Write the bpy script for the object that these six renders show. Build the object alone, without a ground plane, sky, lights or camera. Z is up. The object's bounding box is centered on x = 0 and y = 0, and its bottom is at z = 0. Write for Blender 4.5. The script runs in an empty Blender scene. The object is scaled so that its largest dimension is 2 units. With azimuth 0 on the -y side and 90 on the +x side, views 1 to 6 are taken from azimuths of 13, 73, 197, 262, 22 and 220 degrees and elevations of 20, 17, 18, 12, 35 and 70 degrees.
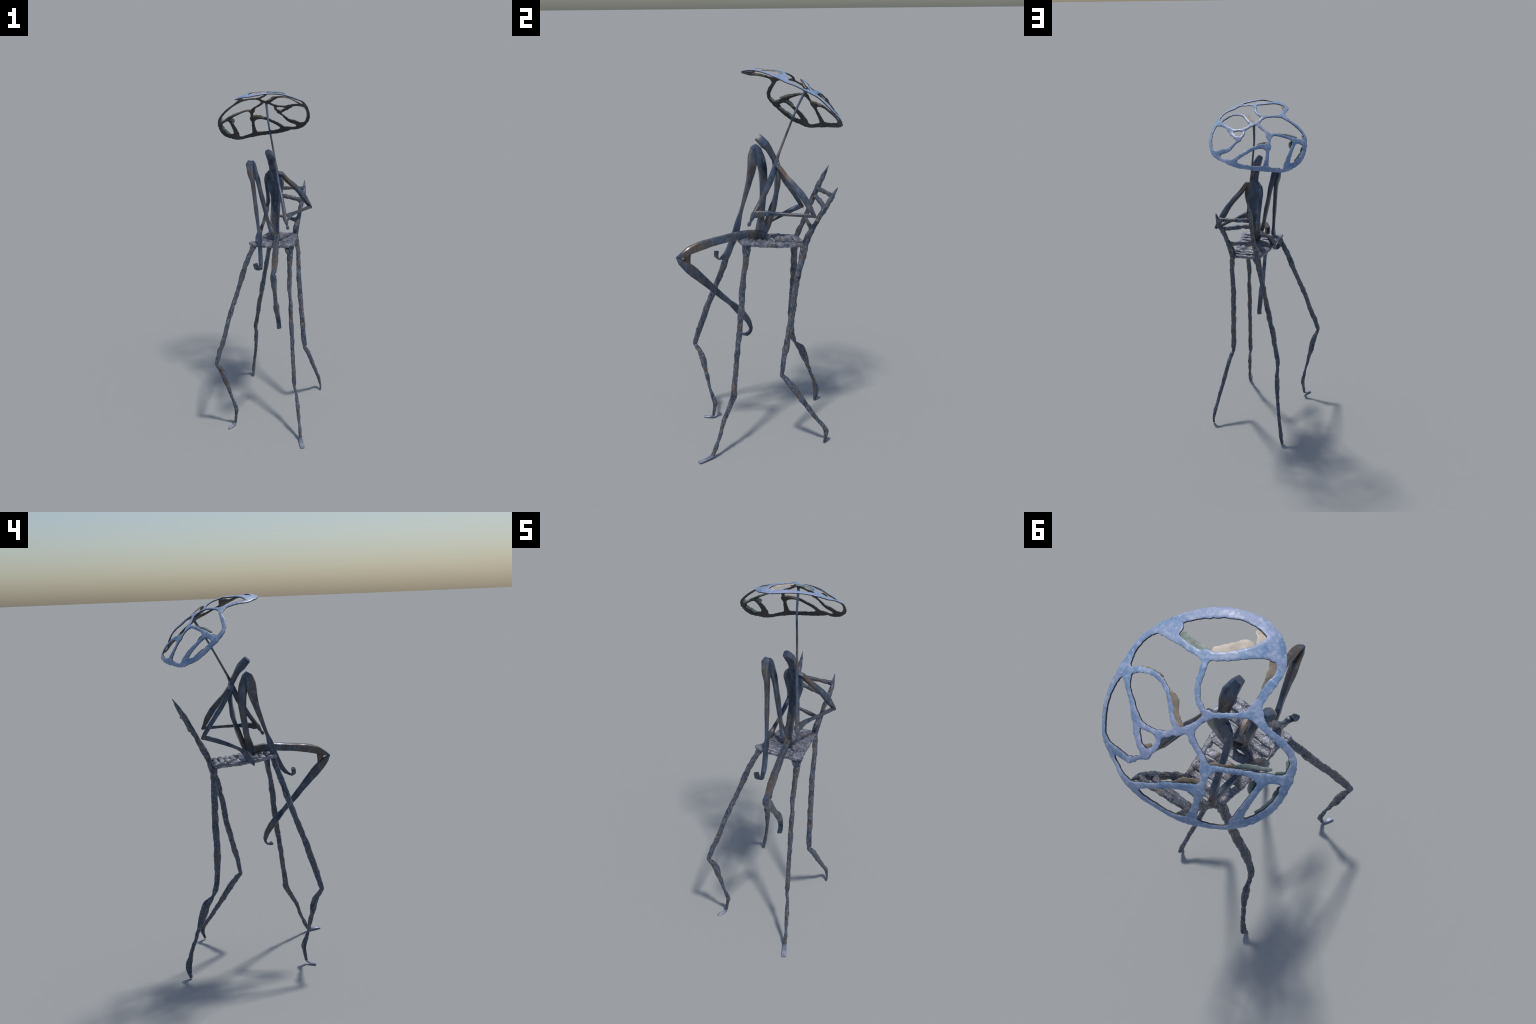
"""A thin bronze figure sitting on a long-legged chair, holding an openwork parasol."""
import bpy, math, random
import numpy as np
from mathutils import Vector, noise

random.seed(7)
X, Y, Z = np.eye(3)


# ------------------------------------------------------------------ materials
def node_material(name, dark, mid, light, speckle, grain, metallic, rough, streak=(1, 1, 1),
                  tint=None, bump=0.25, spots=0.0):
    """Patinated metal: two noise layers mix dark/mid/light, fine speckle shows worn bright metal."""
    m = bpy.data.materials.new(name)
    m.use_nodes = True
    nt = m.node_tree
    N, L = nt.nodes, nt.links
    bsdf = N["Principled BSDF"]
    tc = N.new("ShaderNodeTexCoord")
    mp = N.new("ShaderNodeMapping")
    mp.inputs["Scale"].default_value = streak
    L.new(tc.outputs["Object"], mp.inputs["Vector"])

    def noise_tex(scale, detail, vec=mp):
        n = N.new("ShaderNodeTexNoise")
        n.inputs["Scale"].default_value = scale
        n.inputs["Detail"].default_value = detail
        n.inputs["Roughness"].default_value = 0.6
        L.new(vec.outputs["Vector"], n.inputs["Vector"])
        return n

    def ramp(src, stops):
        r = N.new("ShaderNodeValToRGB")
        e = r.color_ramp.elements
        while len(e) < len(stops):
            e.new(0.5)
        for el, (p, c) in zip(e, stops):
            el.position = p
            el.color = (*c, 1)
        L.new(src, r.inputs["Fac"])
        return r

    def blend(fac, a, colour):
        mx = N.new("ShaderNodeMix")
        mx.data_type = "RGBA"
        L.new(fac, mx.inputs[0])
        L.new(a, mx.inputs[6])
        mx.inputs[7].default_value = (*colour, 1)
        return mx.outputs[2]

    big = noise_tex(grain * 0.22, 3)
    col = ramp(big.outputs["Fac"], [(0.36, dark), (0.52, mid), (0.68, light)]).outputs["Color"]
    if tint is not None:            # broad tint patches under the fine specks
        st = noise_tex(grain * 0.10, 3, tc_map(N, L, tc, (1, 1, 1), (3.1, 1.7, 0.4)))
        col = blend(ramp(st.outputs["Fac"], [(0.47, (0, 0, 0)), (0.66, (.85, .85, .85))]).outputs["Color"], col, tint)
    fine = noise_tex(grain, 4)
    mask = ramp(fine.outputs["Fac"], [(0.50, (0, 0, 0)), (0.66, (spots,) * 3)])
    col = blend(mask.outputs["Color"], col, speckle)
    dirt = noise_tex(grain * 1.7, 2, tc_map(N, L, tc, streak, (7.3, 2.9, 5.1)))
    col = blend(ramp(dirt.outputs["Fac"], [(0.52, (0, 0, 0)), (0.68, (.55, .55, .55))]).outputs["Color"], col, dark)
    L.new(col, bsdf.inputs["Base Color"])
    bsdf.inputs["Metallic"].default_value = metallic
    rr = ramp(fine.outputs["Fac"], [(0.3, (rough + .1,) * 3), (0.7, (rough - .1,) * 3)])
    L.new(rr.outputs["Color"], bsdf.inputs["Roughness"])
    bp = N.new("ShaderNodeBump")
    bp.inputs["Strength"].default_value = bump
    bp.inputs["Distance"].default_value = 0.004
    L.new(fine.outputs["Fac"], bp.inputs["Height"])
    L.new(bp.outputs["Normal"], bsdf.inputs["Normal"])
    return m


def tc_map(N, L, tc, scale, loc):
    mp = N.new("ShaderNodeMapping")
    mp.inputs["Scale"].default_value = scale
    mp.inputs["Location"].default_value = loc
    L.new(tc.outputs["Object"], mp.inputs["Vector"])
    return mp


M_CHAIR = node_material("chair_bronze", (.024, .030, .045), (.072, .097, .148), (.125, .100, .084),  # blue of the shaded sides and brown of the sunny ones mixed in
                        (.37, .42, .54), 190, .25, .40, streak=(1, 1, .35), tint=(.120, .087, .062), bump=.8, spots=.5)
M_FOOT = node_material("foot_lightened_by_sky", (.14, .16, .22), (.28, .31, .40), (.42, .43, .52),  # toes painted pale lavender for the sky reflected on their tops
                       (.55, .57, .68), 90, .25, .38, bump=.2, spots=.4)
M_SEAT = node_material("seat_bronze", (.055, .062, .085), (.16, .175, .22), (.30, .305, .37),
                       (.55, .57, .68), 120, .25, .40, tint=(.17, .15, .14), bump=.7, spots=.5)
M_BODY = node_material("figure_bronze", (.031, .043, .068), (.063, .092, .146), (.125, .094, .066),  # base cooled towards skylight blue, with sun-warmed brown blended through
                       (.22, .27, .36), 55, .3, .34, streak=(1, 1, .4), tint=(.105, .074, .048), bump=.15, spots=.3)
M_TOP = node_material("canopy_bronze", (.15, .25, .42), (.23, .33, .51), (.36, .42, .57),  # reflected blue sky baked into the base colour
                      (.58, .63, .76), 90, .0, .42, tint=(.30, .34, .52), bump=.12, spots=.42)
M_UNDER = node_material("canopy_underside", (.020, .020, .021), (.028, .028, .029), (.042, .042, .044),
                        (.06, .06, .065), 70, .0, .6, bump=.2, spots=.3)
M_EDGE = {
    "tan": node_material("torn_edge_tan", (.15, .125, .09), (.27, .22, .16), (.46, .33, .22), (.42, .40, .36), 40, .0, .55, bump=.1, spots=.2),
    "sage": node_material("torn_edge_sage", (.10, .14, .125), (.19, .24, .21), (.34, .38, .33), (.42, .42, .40), 40, .0, .55, bump=.1, spots=.2),
    "beige": node_material("torn_edge_beige", (.40, .35, .29), (.58, .50, .41), (.66, .58, .48), (.30, .32, .36), 40, .0, .5, bump=.1, spots=.15),
}


# ------------------------------------------------------------------ helpers
ROOT = bpy.data.objects.new("parasol_figure_sculpture", None)
ROOT["label"] = "thin bronze figure seated on long-legged chair holding openwork parasol"
ROOT["category"] = "sculpture"
bpy.context.scene.collection.objects.link(ROOT)


def add_mesh(name, verts, faces, mats, parent=None, angle=40, face_mat=None, kind=None):
    me = bpy.data.meshes.new(name)
    me.from_pydata([tuple(v) for v in verts], [], faces)
    for m in mats:
        me.materials.append(m)
    if face_mat is not None:
        me.polygons.foreach_set("material_index", face_mat)
    me.update()
    me.shade_smooth()
    me.set_sharp_from_angle(angle=math.radians(angle))
    ob = bpy.data.objects.new(name, me)
    bpy.context.scene.collection.objects.link(ob)
    ob.parent = parent or ROOT
    if kind:
        ob["kind"] = kind
    return ob


def unit(v):
    return v / (np.linalg.norm(v) + 1e-12)


def catmull(P, t):
    """Catmull-Rom value of rows P at parameter t (0..len-1)."""
    i = min(int(t), len(P) - 2)
    f = t - i
    p1, p2 = P[i], P[i + 1]
    p0 = P[i - 1] if i > 0 else 2 * p1 - p2
    p3 = P[i + 2] if i + 2 < len(P) else 2 * p2 - p1
    return .5 * (2 * p1 + (p2 - p0) * f + (2 * p0 - 5 * p1 + 4 * p2 - p3) * f * f
                 + (3 * p1 - p0 - 3 * p2 + p3) * f ** 3)


# section of a hammered flat bar: two broad ridged faces, narrow chamfered corners
BAR = [(1., .10), (.90, .72), (.60, 1.), (-.35, 1.), (-.88, .84), (-1., -.10), (-.90, -.72), (-.60, -1.), (.35, -1.), (.88, -.84)]


def limb(name, stations, mat, parent=None, ref=X, sides=12, power=2.6, curve=.5, step=.005,
         lump=.0, lump_scale=40., pit=0., seed=0., angle=40, twist=0., bar=None):
    """Solid bar swept through stations (x, y, z, width across ref, width across the other way)."""
    S = np.array(stations, float)
    n = len(S)
    pts = []
    for i in range(n - 1):
        k = max(2, int(np.linalg.norm(S[i + 1, :3] - S[i, :3]) / step))
        for j in range(k):
            t = i + j / k
            lin = S[i] + (S[i + 1] - S[i]) * j / k
            v = lin * (1 - curve) + catmull(S, t) * curve
            v[3:] = np.maximum(v[3:], np.minimum(S[i, 3:], S[i + 1, 3:]))
            pts.append((v, t))
    pts.append((S[-1], n - 1.0))
    C = np.array([p[0] for p in pts])
    tang = np.gradient(C[:, :3], axis=0)
    for _ in range(2):
        tang[1:-1] = (tang[:-2] + 2 * tang[1:-1] + tang[2:]) / 4
    verts, faces = [], []
    for r, (c, t) in enumerate(zip(C, tang)):
        t = unit(t)
        a = unit(ref - t * (ref @ t))
        b = np.cross(t, a)
        tw = math.radians(twist) * noise.noise(Vector((pts[r][1] * .7, seed * 3.3, .5)))
        for k in range(sides):
            th = 2 * math.pi * (k + .5) / sides
            ca, sa = math.cos(th), math.sin(th)
            rad = (abs(ca) ** power + abs(sa) ** power) ** (-1 / power)
            u, w = rad * ca * c[3] / 2, rad * sa * c[4] / 2
            if bar:
                u, w = BAR[k][0] * c[3] / 2, BAR[k][1] * c[4] / 2
            u, w = u * math.cos(tw) - w * math.sin(tw), u * math.sin(tw) + w * math.cos(tw)
            p = c[:3] + a * u + b * w
            if lump:
                q = Vector(p) * lump_scale + Vector((seed, seed * 1.7, 0))
                q.z *= .45
                d = noise.noise(q) + .5 * noise.noise(q * 2.3)
                if pit:
                    d -= pit * max(0., noise.noise(q * 1.4 + Vector((9, 2, 5))) - .15)
                p = p + unit(p - c[:3]) * d * lump * min(1., 40 * min(c[3], c[4]))
            verts.append(p)
        if r:
            o = (r - 1) * sides
            faces += [(o + k, o + (k + 1) % sides, o + sides + (k + 1) % sides, o + sides + k)
                      for k in range(sides)]
    last = (len(C) - 1) * sides
    verts += [C[0, :3], C[-1, :3]]
    c0, c1 = len(verts) - 2, len(verts) - 1
    faces += [(c0, (k + 1) % sides, k) for k in range(sides)]
    faces += [(c1, last + k, last + (k + 1) % sides) for k in range(sides)]
    return add_mesh(name, verts, faces, [mat], parent, angle)


# ------------------------------------------------------------------ chair
FR, BR = (.190, -.108, 1.145), (.152, .221, 1.106)      # seat corners, front/back, right/left
BL, FL = (.000, .221, 1.106), (-.030, -.107, 1.142)
ROUGH = dict(lump=.0045, lump_scale=45., pit=1.2, sides=14, power=2.8, curve=.35, angle=32)

seat = limb("seat", [(-.059, -.107, 1.152, .016, .012), (-.047, -.106, 1.148, .024, .020), (-.02, -.106, 1.142, .026, .022),
                     (.05, -.108, 1.138, .024, .020), (.12, -.110, 1.142, .022, .022), (.17, -.111, 1.147, .026, .024),
                     (.197, -.111, 1.149, .026, .020)], M_SEAT, ref=Y, seed=1, **ROUGH)
RAILS = [
    [(.193, -.115, 1.149, .022, .020), (.180, -.02, 1.133, .024, .024), (.168, .08, 1.119, .024, .026),
     (.160, .16, 1.111, .024, .022), (.152, .225, 1.105, .026, .026)],
    [(-.056, -.107, 1.151, .016, .014), (-.034, -.06, 1.136, .022, .018), (-.030, .03, 1.124, .026, .020),
     (-.018, .13, 1.114, .028, .022), (.000, .225, 1.105, .026, .026)],
]
for i, r in enumerate(RAILS):
    limb("seat_rail", r, M_SEAT, seat, ref=X, seed=3 + i, **ROUGH)
limb("seat_rail", [(-.004, .222, 1.107, .022, .022), (.07, .224, 1.104, .018, .020), (.156, .222, 1.106, .024, .022)],
     M_SEAT, seat, ref=Y, seed=6, **ROUGH)


def rail_at(rail, y):
    R = np.array(rail)
    return np.array([np.interp(y, R[:, 1], R[:, k]) for k in range(3)])


slat_y = [-.086, -.052, -.018, .014, .051, .094, .132, .165, .195]
slat_w = [.030, .034, .030, .030, .039, .038, .034, .028, .024]
for i, y in enumerate(slat_y):
    a, b = rail_at(RAILS[1], y + random.uniform(-.006, .006)), rail_at(RAILS[0], y + random.uniform(-.006, .006))
    st = []
    for f in (0, .2, .45, .7, 1):
        p = a + (b - a) * f
        st.append((p[0], p[1] + random.uniform(-.005, .005), p[2] + .004 + random.uniform(-.004, .006),
                   slat_w[i] * random.uniform(.82, 1.15), random.uniform(.013, .019)))
    limb("slat", st, M_SEAT, seat, ref=Y, seed=10 + i, **ROUGH)

# long striding legs: x, y, z, width seen from the front, width seen from the side
LEGS = [
    # front right
    [(.190, -.103, 1.150, .036, .040), (.181, -.100, 1.115, .032, .042), (.176, -.106, 1.059, .029, .030),
     (.177, -.119, .965, .026, .029), (.176, -.128, .890, .023, .031), (.178, -.130, .842, .017, .031), (.182, -.138, .77, .024, .030),
     (.187, -.150, .66, .025, .029), (.193, -.163, .562, .022, .027), (.196, -.177, .443, .022, .026),
     (.203, -.189, .361, .024, .028), (.202, -.193, .316, .026, .036), (.208, -.207, .285, .016, .030), (.222, -.224, .255, .016, .027),
     (.236, -.261, .184, .025, .022), (.243, -.277, .130, .018, .018), (.249, -.293, .090, .016, .018),
     (.258, -.318, .034, .019, .022), (.261, -.327, .016, .020, .018)],
    # front left
    [(-.030, -.103, 1.142, .034, .032), (-.048, -.113, 1.10, .028, .030), (-.071, -.127, 1.050, .026, .031),
     (-.092, -.147, .985, .030, .030), (-.100, -.155, .955, .030, .031), (-.118, -.175, .890, .024, .032), (-.144, -.203, .806, .024, .031),
     (-.170, -.232, .716, .026, .033), (-.192, -.262, .620, .026, .034), (-.206, -.276, .57, .027, .035), (-.222, -.287, .525, .027, .030),
     (-.236, -.306, .462, .021, .024), (-.237, -.307, .449, .016, .020), (-.222, -.285, .415, .026, .026), (-.208, -.271, .375, .036, .036),
     (-.200, -.262, .330, .034, .034), (-.191, -.255, .29, .022, .024), (-.178, -.246, .235, .020, .020), (-.165, -.238, .175, .015, .016),
     (-.157, -.222, .130, .022, .024), (-.155, -.216, .098, .025, .028), (-.158, -.219, .060, .019, .020), (-.162, -.226, .019, .013, .014)],
    # back right
    [(.153, .220, 1.110, .032, .042), (.163, .212, 1.075, .028, .040), (.172, .195, 1.015, .024, .034), (.176, .181, .975, .024, .034),
     (.179, .171, .924, .027, .029), (.185, .154, .835, .029, .032), (.191, .140, .736, .029, .033), (.202, .119, .646, .028, .029),
     (.211, .100, .563, .030, .033), (.219, .081, .487, .032, .027), (.225, .073, .435, .026, .023), (.227, .071, .413, .022, .022),
     (.236, .096, .380, .022, .032), (.247, .130, .335, .023, .036), (.259, .195, .232, .021, .028), (.272, .253, .147, .020, .023),
     (.278, .296, .090, .020, .026), (.282, .308, .062, .017, .030), (.289, .300, .028, .012, .018), (.291, .292, .004, .010, .012)],
    # back left
    [(.000, .220, 1.110, .032, .040), (-.001, .215, 1.075, .032, .040), (-.008, .218, 1.03, .030, .036), (-.026, .222, .949, .027, .034), (-.050, .227, .829, .026, .034),
     (-.062, .227, .76, .028, .036), (-.074, .226, .702, .026, .033), (-.088, .228, .64, .027, .037), (-.098, .230, .587, .026, .034), (-.116, .240, .496, .025, .028), (-.126, .253, .455, .024, .026),
     (-.130, .268, .425, .020, .020), (-.136, .303, .385, .022, .044), (-.142, .325, .335, .023, .042), (-.150, .345, .28, .020, .028), (-.159, .366, .223, .020, .021),
     (-.175, .397, .149, .018, .019), (-.188, .417, .090, .019, .032), (-.192, .421, .060, .019, .032), (-.193, .418, .025, .018, .022), (-.195, .413, .003, .018, .016)],
]
for i, st in enumerate(LEGS):
    limb("chair_leg", st, M_CHAIR, seat, seed=20 + 3 * i, step=.004, **ROUGH)
FEET = [
    [(.259, -.320, .026, .016, .018), (.262, -.330, .014, .020, .014), (.270, -.354, .009, .023, .011), (.280, -.386, .006, .025, .009), (.288, -.409, .004, .024, .006)],
    [(-.161, -.224, .026, .012, .012), (-.164, -.231, .012, .014, .012), (-.174, -.246, .007, .018, .010), (-.186, -.266, .005, .018, .008), (-.192, -.276, .004, .014, .006)],
]
for i, st in enumerate(FEET):
    limb("chair_foot", st, M_FOOT, seat, seed=45 + i, sides=10, power=3., curve=.4, lump=.0012, angle=30)
# gussets under the seat corners
for i, st in enumerate([[(.150, -.110, 1.135, .008, .010), (.168, -.108, 1.110, .030, .024), (.178, -.105, 1.08, .010, .012)],
                        [(.03, .222, 1.098, .008, .010), (.008, .218, 1.075, .030, .024), (-.004, .217, 1.05, .010, .012)]]):
    limb("gusset", st, M_CHAIR, seat, seed=40 + i, **ROUGH)

POSTS = [
    [(.152, .219, 1.095, .034, .034), (.158, .240, 1.155, .036, .030), (.168, .262, 1.198, .030, .025), (.176, .295, 1.255, .027, .025), (.183, .318, 1.295, .028, .027),
     (.191, .347, 1.345, .024, .025), (.190, .366, 1.375, .017, .020), (.188, .387, 1.406, .003, .003)],
    [(.000, .219, 1.095, .032, .032), (.003, .245, 1.150, .026, .026), (.004, .266, 1.190, .024, .024), (.000, .307, 1.286, .023, .026), (-.005, .335, 1.34, .022, .026),
     (-.010, .360, 1.388, .020, .027), (-.014, .39, 1.44, .017, .021), (-.016, .414, 1.484, .002, .003)],
]
posts = [limb("back_post", st, M_CHAIR, seat, seed=50 + i, **ROUGH) for i, st in enumerate(POSTS)]
RUNGS = [
    [(-.004, .346, 1.364, .022, .024), (.05, .352, 1.364, .021, .022), (.12, .358, 1.363, .020, .021), (.165, .359, 1.362, .024, .024), (.187, .358, 1.361, .028, .034)],
    [(-.002, .330, 1.326, .022, .023), (.06, .329, 1.320, .023, .024), (.12, .327, 1.309, .023, .024), (.155, .324, 1.300, .023, .024), (.178, .318, 1.292, .028, .038)],
    [(.006, .272, 1.213, .020, .023), (.06, .268, 1.206, .019, .021), (.11, .262, 1.196, .018, .020), (.140, .258, 1.190, .022, .026), (.165, .257, 1.183, .030, .046)],
]
for i, st in enumerate(RUNGS):
    limb("rung", st, M_CHAIR, seat, ref=Y, seed=60 + i, **ROUGH)

# ------------------------------------------------------------------ seated figure
SMOOTH = dict(lump=.002, lump_scale=24., sides=10, bar=True, curve=.2, step=.016, angle=19, twist=28.)
torso = limb("torso", [(.048, .094, 1.548, .034, .022), (.052, .098, 1.525, .062, .022), (.058, .103, 1.492, .102, .022), (.064, .103, 1.455, .110, .022),
                       (.066, .099, 1.41, .088, .022), (.068, .092, 1.362, .060, .024), (.068, .082, 1.32, .048, .024), (.067, .064, 1.268, .045, .026),
                       (.069, .042, 1.205, .044, .032), (.076, .012, 1.155, .040, .036)], M_BODY, seed=70, **SMOOTH)
head = limb("head", [(.048, .096, 1.535, .034, .026), (.049, .078, 1.570, .036, .026), (.052, .060, 1.600, .046, .032), (.053, .038, 1.626, .050, .038),
                     (.046, .014, 1.652, .040, .038), (.040, .003, 1.664, .030, .036)], M_BODY, seed=71, **SMOOTH)

arm_r = limb("arm", [(.080, .094, 1.520, .020, .022), (.101, .096, 1.516, .026, .024), (.127, .124, 1.474, .028, .024), (.164, .157, 1.429, .026, .029), (.194, .189, 1.384, .027, .032),
                     (.218, .216, 1.335, .028, .031), (.236, .232, 1.300, .022, .022), (.250, .245, 1.272, .014, .014)], M_BODY, seed=72, **SMOOTH)
limb("forearm", [(.248, .244, 1.278, .010, .012), (.232, .210, 1.281, .018, .018), (.211, .139, 1.286, .015, .015), (.184, .073, 1.290, .016, .017),
                 (.166, .026, 1.293, .018, .024), (.158, -.006, 1.292, .022, .030)], M_BODY, arm_r, seed=73, **SMOOTH)
limb("hand", [(.163, .015, 1.293, .020, .026), (.156, -.015, 1.292, .026, .032), (.152, -.036, 1.288, .026, .036), (.150, -.050, 1.282, .018, .022)], M_BODY, arm_r, seed=74, **SMOOTH)

arm_l = limb("arm", [(.030, .094, 1.528, .018, .020), (.012, .108, 1.508, .022, .022), (.000, .132, 1.468, .022, .026), (-.003, .160, 1.424, .023, .025), (-.007, .203, 1.362, .024, .025),
                     (-.013, .240, 1.310, .024, .024), (-.022, .260, 1.281, .023, .022), (-.028, .271, 1.262, .017, .016)], M_BODY, seed=75, **SMOOTH)
limb("forearm", [(-.028, .272, 1.272, .018, .016), (-.020, .240, 1.265, .021, .025), (-.017, .194, 1.249, .022, .024), (-.017, .131, 1.224, .020, .021), (-.020, .085, 1.202, .019, .018),
                 (-.023, .060, 1.186, .020, .022)], M_BODY, arm_l, seed=76, **SMOOTH)
limb("hand", [(-.022, .066, 1.190, .020, .020), (-.028, .040, 1.166, .026, .032), (-.036, .018, 1.138, .026, .032), (-.043, .008, 1.119, .016, .020), (-.048, .002, 1.106, .003, .004)], M_BODY, arm_l, seed=77, **SMOOTH)

leg_l = limb("thigh", [(.072, .006, 1.160, .030, .040), (.055, .008, 1.185, .028, .048), (.040, .016, 1.215, .026, .038), (.024, .026, 1.255, .022, .030), (.001, .041, 1.345, .022, .033),
                       (-.018, .050, 1.42, .023, .042), (-.030, .050, 1.482, .023, .046), (-.043, .043, 1.536, .026, .044), (-.056, .034, 1.585, .034, .032), (-.063, .027, 1.604, .034, .008)],
             M_BODY, seed=78, **SMOOTH)
limb("shin", [(-.066, .030, 1.606, .030, .008), (-.070, .016, 1.588, .044, .036), (-.063, .006, 1.550, .034, .049), (-.054, .001, 1.512, .028, .052), (-.047, -.008, 1.468, .025, .044), (-.039, -.022, 1.420, .023, .033),
              (-.024, -.052, 1.337, .020, .022), (-.010, -.080, 1.259, .018, .020), (-.002, -.095, 1.215, .018, .034), (.004, -.106, 1.180, .020, .038), (.008, -.124, 1.134, .022, .036),
              (.016, -.152, 1.080, .023, .029), (.021, -.178, 1.048, .023, .022), (.024, -.200, 1.030, .024, .010)], M_BODY, leg_l, seed=79, **SMOOTH)
limb("foot", [(.024, -.197, 1.032, .026, .010), (.019, -.212, 1.030, .026, .010), (.006, -.220, 1.045, .030, .020), (-.002, -.216, 1.068, .026, .020)], M_BODY, leg_l, seed=80, **SMOOTH)

leg_r = limb("thigh", [(.080, .020, 1.160, .036, .036), (.088, -.020, 1.168, .034, .042), (.098, -.070, 1.175, .030, .043), (.107, -.134, 1.173, .028, .043), (.124, -.241, 1.161, .028, .043),
                       (.139, -.335, 1.145, .029, .046), (.147, -.390, 1.128, .031, .042), (.150, -.430, 1.108, .028, .028), (.143, -.457, 1.097, .014, .004)], M_BODY, seed=81, **SMOOTH)
limb("shin", [(.144, -.457, 1.097, .014, .004), (.147, -.436, 1.076, .034, .032), (.142, -.400, 1.042, .029, .048), (.136, -.366, 1.008, .024, .050), (.125, -.301, .941, .022, .040),
              (.110, -.224, .859, .022, .032), (.101, -.172, .808, .023, .026), (.096, -.141, .776, .027, .034), (.092, -.100, .728, .028, .038), (.090, -.073, .688, .028, .030), (.092, -.061, .650, .028, .018), (.093, -.064, .634, .028, .010)],
     M_BODY, leg_r, seed=82, **SMOOTH)
limb("foot", [(.093, -.062, .638, .027, .012), (.095, -.070, .625, .027, .010), (.100, -.088, .618, .028, .012), (.104, -.104, .622, .027, .014)], M_BODY, leg_r, seed=83, **SMOOTH)
# small web closing the inside of the bent knee
limb("knee_web", [(.148, -.402, 1.118, .008, .044), (.147, -.402, 1.088, .008, .036), (.145, -.402, 1.050, .008, .034)], M_BODY, leg_r, seed=84, sides=8)

# ------------------------------------------------------------------ parasol canopy: ribs on a spherical cap
CAP_C, CAP_R = np.array((.049, .014, 1.546)), .454
AXIS = unit(np.array((-.220, .550, .805)))
E1 = unit(np.cross(Z, AXIS))
E2 = np.cross(AXIS, E1)


def cap_point(u, v, h):
    """Point above the cap: u, v measured along the surface from the apex, h outward."""
    rho = math.hypot(u, v) + 1e-9
    th = rho / CAP_R
    return CAP_C + (CAP_R + h) * (math.cos(th) * AXIS + math.sin(th) * (u * E1 + v * E2) / rho)


RIM = [(-.02, .308, .03), (.05, .312, .031), (.103, .299, .034), (.143, .268, .036), (.163, .234, .032), (.172, .203, .026), (.168, .172, .021),
       (.15, .137, .026), (.139, .103, .021), (.134, .074, .036), (.166, .037, .018), (.206, .013, .021), (.244, -.017, .02), (.262, -.054, .021),
       (.255, -.104, .032), (.249, -.151, .025), (.23, -.199, .027), (.195, -.242, .028), (.144, -.274, .032), (.109, -.293, .02),
       (.064, -.294, .021), (.008, -.287, .03), (-.046, -.283, .023), (-.094, -.272, .024), (-.145, -.255, .026), (-.177, -.233, .034),
       (-.217, -.21, .021), (-.252, -.185, .021), (-.278, -.147, .033), (-.302, -.107, .019), (-.309, -.047, .022), (-.302, .007, .021),
       (-.285, .056, .021), (-.265, .1, .034), (-.252, .156, .02), (-.226, .2, .019), (-.189, .234, .028), (-.142, .264, .028), (-.086, .29, .03)]
RIBS = [
    [(-.240, .094, .021), (-.185, .107, .016), (-.14, .103, .014), (-.104, .08, .013), (-.083, .048, .015), (-.069, .014, .017), (-.049, -.014, .025)],
    [(-.245, .08, .036), (-.228, .051, .019), (-.204, .021, .017), (-.187, -.003, .02), (-.179, -.017, .027)],
    [(-.179, -.017, .023), (-.154, -.034, .017), (-.124, -.038, .015), (-.1, -.041, .021), (-.079, -.035, .016), (-.048, -.016, .019)],
    [(-.175, -.024, .021), (-.168, -.052, .02), (-.153, -.079, .018), (-.132, -.104, .026)],
    [(-.1, -.045, .018), (-.102, -.076, .016), (-.126, -.109, .02)],
    [(-.129, -.108, .018), (-.149, -.125, .012), (-.19, -.149, .022), (-.234, -.146, .03), (-.268, -.146, .03)],
    [(-.048, -.016, .022), (-.02, -.005, .021), (.001, .02, .015), (.018, .041, .017)],
    [(-.017, -.013, .02), (-.01, -.028, .018), (.006, -.049, .015), (.025, -.07, .015), (.037, -.098, .029)],
    [(.016, .04, .016), (-.009, .065, .014), (-.022, .1, .014), (-.022, .134, .015), (-.021, .175, .018)],
    [(.018, .041, .015), (.049, .048, .014), (.089, .056, .014), (.131, .069, .03)],
    [(-.023, .182, .017), (-.061, .189, .017), (-.104, .203, .019), (-.144, .217, .026), (-.184, .226, .02)],
    [(-.024, .178, .012), (.027, .189, .009), (.08, .205, .01), (.117, .217, .016), (.153, .222, .024)],
    [(-.03, .187, .026), (.005, .189, .019), (.039, .199, .022), (.075, .213, .024), (.104, .228, .032), (.129, .247, .040)],
    [(-.175, .229, .026), (-.140, .234, .042), (-.126, .241, .026)],
    [(.039, -.104, .03), (.037, -.134, .016), (.027, -.17, .03)],
    [(.041, -.099, .026), (.066, -.089, .016), (.106, -.089, .016), (.15, -.092, .018), (.189, -.102, .034)],
    [(.189, -.102, .033), (.222, -.1, .028), (.255, -.104, .033)],
    [(.189, -.104, .026), (.18, -.136, .019), (.164, -.177, .02), (.146, -.227, .027), (.136, -.264, .035)],
    [(.027, -.17, .028), (.026, -.198, .019), (.021, -.234, .021), (.01, -.281, .033)],
    [(.027, -.168, .037), (-.003, -.164, .026), (-.047, -.171, .019), (-.093, -.191, .018), (-.139, -.21, .021), (-.166, -.227, .03)],
]
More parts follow.
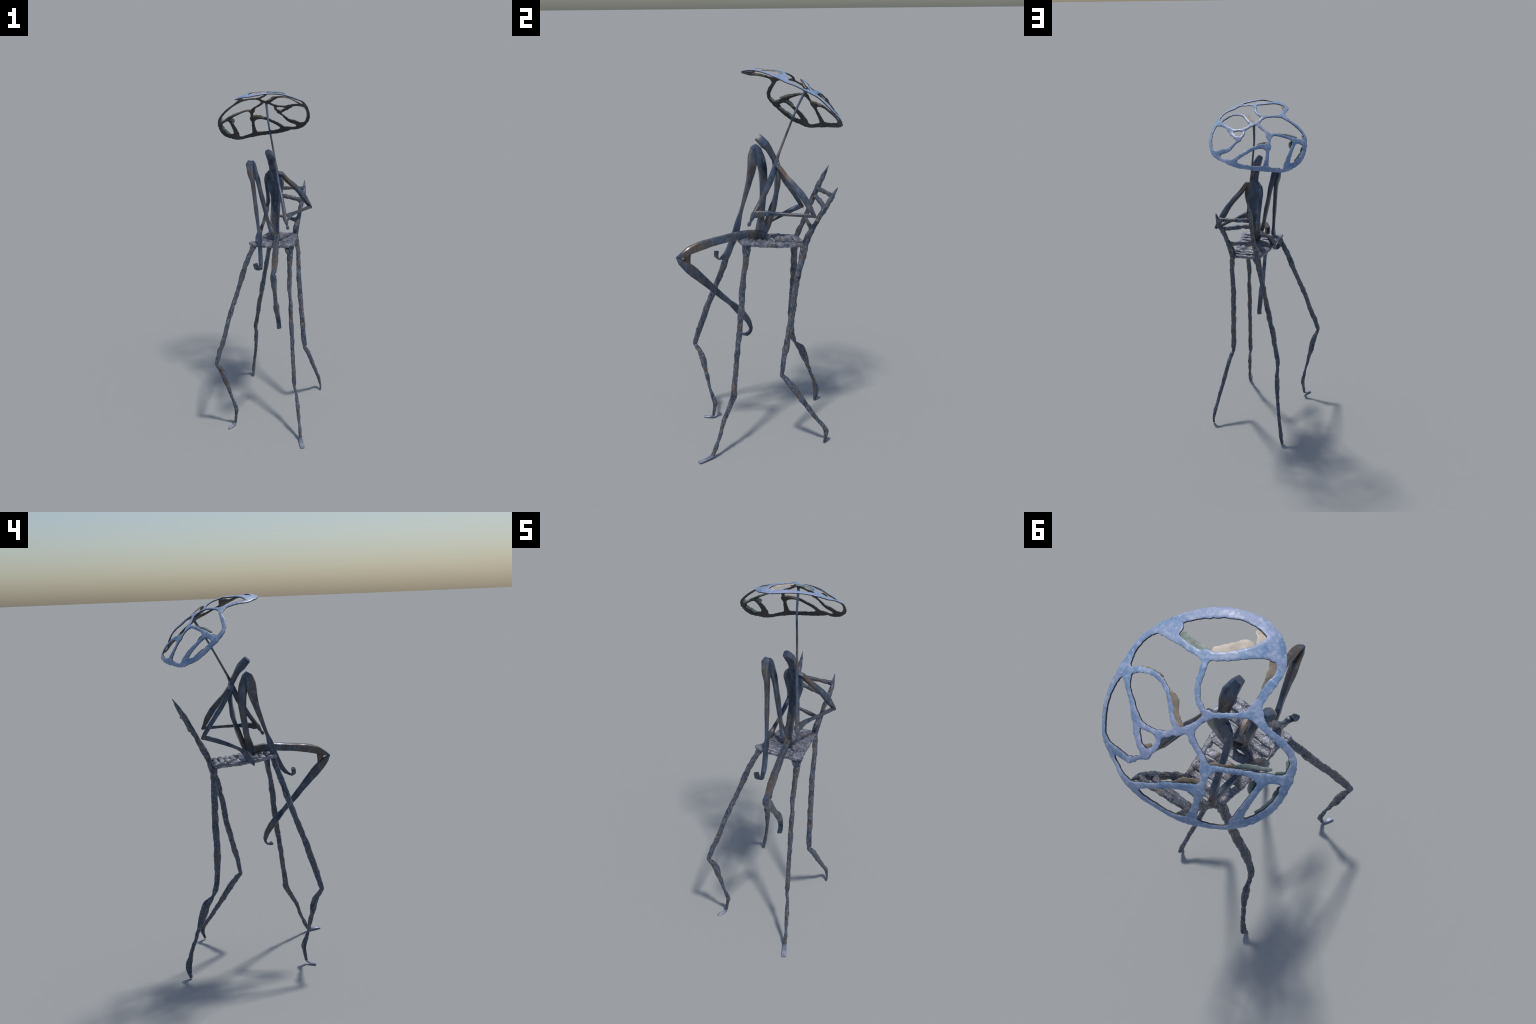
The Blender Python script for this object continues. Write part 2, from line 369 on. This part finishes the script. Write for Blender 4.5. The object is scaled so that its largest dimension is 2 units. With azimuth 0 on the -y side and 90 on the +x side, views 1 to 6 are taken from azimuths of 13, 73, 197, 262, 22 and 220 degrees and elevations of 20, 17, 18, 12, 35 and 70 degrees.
# where the beaten sheet sags below (-) or bulges above (+) the sphere: u, v, offset
SAG = [(-.09, .295, -.011), (-.145, .266, -.015), (-.192, .235, -.0155), (-.231, .204, -.016), (-.261, .163, -.0145), (-.274, .108, -.012),
       (-.289, .062, -.008), (-.304, .011, -.006), (-.304, -.046, -.004), (-.025, .313, -.005), (.045, .318, -.003), (.156, .202, 0.),
       (-.19, .03, -.003), (-.1, -.038, -.003), (-.129, -.108, .007), (-.259, -.146, -.001), (-.055, -.017, .003), (-.015, -.013, -.006),
       (.015, .045, 0.), (.133, .069, -.003), (.038, -.101, .003), (.026, -.169, .006), (-.166, -.227, .009), (.008, -.285, .009), (-.09, -.27, .008),
       (.192, -.103, -.003), (.253, -.105, -.003), (.136, -.270, .003), (.22, -.2, .001), (-.026, .177, -.001), (.07, .21, .002), (-.08, .2, -.001)]
FLAPS = [      # torn, bent-in edges of the openings: colour, height against the sheet, course
    ("tan", -.004, [(-.037, -.161, .012), (-.013, -.148, .016), (.026, -.142, .012)]),
    ("tan", -.004, [(.049, -.086, .010), (.104, -.079, .010)]),
    ("sage", -.004, [(.100, -.080, .010), (.147, -.074, .013), (.205, -.076, .012)]),
    ("sage", -.004, [(.180, -.110, .012), (.166, -.127, .020), (.162, -.149, .016)]),
    ("sage", -.004, [(.223, -.085, .011), (.252, -.079, .012), (.250, -.05, .012)]),
    ("sage", -.004, [(.242, -.134, .012), (.222, -.18, .012), (.192, -.224, .012)]),
    ("tan", .001, [(-.088, .071, .012), (-.070, .057, .018), (-.066, .028, .019), (-.045, .001, .016)]),
    ("tan", -.004, [(-.205, .112, .010), (-.167, .113, .009), (-.128, .105, .008)]),
    ("tan", -.002, [(.154, .207, .028), (.153, .178, .026), (.141, .140, .014)]),
    ("tan", -.004, [(-.137, -.088, .010), (-.120, -.081, .012)]),
    ("beige", -.002, [(-.002, .203, .022), (.036, .218, .030), (.072, .234, .034)]),
    ("beige", -.002, [(.094, .276, .020), (.108, .264, .032), (.106, .246, .024)]),
    ("sage", -.002, [(-.102, .219, .026), (-.066, .204, .026), (-.028, .199, .020)]),
]


def sag(u, v):
    d2 = [(u - a) ** 2 + (v - b) ** 2 for a, b, _ in SAG]
    w = [math.exp(-d / .045 ** 2) + 1e-3 * math.exp(-d / .12 ** 2) + 1e-9 for d in d2]
    return sum(k * h[2] for k, h in zip(w, SAG)) / sum(w)


def dense(ctrl, closed=False, k=6):
    P = np.array(ctrl, float)
    if closed:
        P = np.vstack([P[-1], P, P[:2]])
        out = [catmull(P, 1 + i / k) for i in range((len(P) - 3) * k + 1)]
    else:
        out = [catmull(P, i / k) for i in range((len(P) - 1) * k + 1)]
    return np.array(out)


def strap_distance(G, poly):
    """Signed distance from grid points G to a strap of varying width."""
    best = np.full(len(G), 1e9)
    for a, b in zip(poly[:-1], poly[1:]):
        ab = b[:2] - a[:2]
        t = np.clip(((G - a[:2]) @ ab) / (ab @ ab + 1e-12), 0, 1)
        d = np.linalg.norm(G - (a[:2] + t[:, None] * ab), axis=1) - (a[2] + t * (b[2] - a[2])) / 2
        best = np.minimum(best, d)
    return best


def smooth_min(a, b, k):
    h = np.clip(.5 + .5 * (b - a) / k, 0, 1)
    return b + (a - b) * h - k * h * (1 - h)


def strap_sheet(name, straps, cell, thick, lift, mats, parent, fillet, ragged, seed, angle=50):
    """Sheet on the cap covering the union of straps, with rounded crowns and real edges."""
    allp = np.vstack(straps)
    lo, hi = allp[:, :2].min(0) - .04, allp[:, :2].max(0) + .04
    nu, nv = int((hi[0] - lo[0]) / cell) + 1, int((hi[1] - lo[1]) / cell) + 1
    U, V = np.meshgrid(lo[0] + cell * np.arange(nu), lo[1] + cell * np.arange(nv), indexing="ij")
    G = np.stack([U.ravel(), V.ravel()], 1)
    D = None
    for s in straps:
        d = strap_distance(G, s)
        D = d if D is None else smooth_min(D, d, fillet)
    if ragged:
        near = np.abs(D) < .02
        for i in np.nonzero(near)[0]:
            q = Vector((G[i, 0] * 70, G[i, 1] * 70, seed))
            D[i] += ragged * (noise.noise(q) + .6 * noise.noise(q * 2.7))
    D = np.where(np.abs(D) < 1e-6, 1e-6, D)
    verts, depth, index = [], [], {}

    def vid(i, j=None):
        key = (i, j) if j is None or i < j else (j, i)
        if key not in index:
            index[key] = len(verts)
            if j is None:
                verts.append(G[i])
                depth.append(-D[i])
            else:
                a, b = key
                f = D[a] / (D[a] - D[b])
                f = min(max(f, .08), .92)
                verts.append(G[a] + f * (G[b] - G[a]))
                depth.append(0.)
        return index[key]

    tris = []
    for i in range(nu - 1):
        for j in range(nv - 1):
            q = (i * nv + j, (i + 1) * nv + j, (i + 1) * nv + j + 1, i * nv + j + 1)
            if min(D[k] for k in q) > 0:
                continue
            for tri in ((q[0], q[1], q[2]), (q[0], q[2], q[3])):
                poly = []
                for k in range(3):
                    a, b = tri[k], tri[(k + 1) % 3]
                    if D[a] < 0:
                        poly.append(vid(a))
                    if (D[a] < 0) != (D[b] < 0):
                        poly.append(vid(a, b))
                for k in range(1, len(poly) - 1):
                    tris.append((poly[0], poly[k], poly[k + 1]))
    n = len(verts)
    top, bot = [], []
    for (u, v), d in zip(verts, depth):
        crown = min(1., max(0., d) / .006)
        wob = .004 * noise.noise(Vector((u * 14, v * 14, seed + 3))) + .0007 * noise.noise(Vector((u * 60, v * 60, seed + 8)))
        t = thick * (.55 + .45 * math.sqrt(crown))
        h = lift(u, v) + wob
        top.append(cap_point(u, v, h + t / 2))
        bot.append(cap_point(u, v, h - t / 2))
    count = {}
    for t in tris:
        for a, b in ((t[0], t[1]), (t[1], t[2]), (t[2], t[0])):
            count[(a, b)] = 1
    border = [e for e in count if (e[1], e[0]) not in count]
    faces = list(tris) + [(c + n, b + n, a + n) for a, b, c in tris] + [(b, a, a + n, b + n) for a, b in border]
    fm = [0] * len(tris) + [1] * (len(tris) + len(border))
    return add_mesh(name, top + bot, faces, mats, parent, angle, fm)


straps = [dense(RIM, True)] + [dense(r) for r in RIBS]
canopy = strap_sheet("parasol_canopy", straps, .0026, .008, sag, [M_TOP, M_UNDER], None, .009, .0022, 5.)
for i, (tone, height, course) in enumerate(FLAPS):
    m = M_EDGE[tone]
    strap_sheet("torn_flap", [dense(course)], .003, .004, lambda u, v: sag(u, v) + height, [m, m], canopy, .004, .003, 11. + i)

# handle: thin rod above, flattened blade below, ending in a socket and a knob
limb("parasol_handle", [(-.019, .289, 1.896, .015, .015), (-.012, .270, 1.864, .013, .013), (.004, .225, 1.792, .011, .011), (.038, .161, 1.675, .011, .011), (.062, .114, 1.586, .013, .013),
                        (.072, .096, 1.548, .016, .020), (.084, .076, 1.495, .017, .030), (.097, .053, 1.444, .018, .034), (.112, .026, 1.400, .019, .030), (.126, -.004, 1.354, .021, .025), (.146, -.050, 1.290, .025, .022)],
     M_BODY, canopy, seed=90, sides=10, power=2.6, curve=.5, angle=30)
limb("handle_socket", [(.145, -.046, 1.296, .024, .022), (.148, -.052, 1.288, .031, .027), (.155, -.064, 1.268, .021, .020), (.161, -.074, 1.252, .009, .010)], M_BODY, canopy, seed=91, sides=12, power=3, curve=.2)
limb("handle_knob", [(.161, -.073, 1.254, .010, .012), (.163, -.078, 1.249, .019, .018), (.166, -.083, 1.240, .018, .017), (.168, -.087, 1.233, .003, .003)], M_BODY, canopy, seed=92, sides=10, power=3, curve=.2)
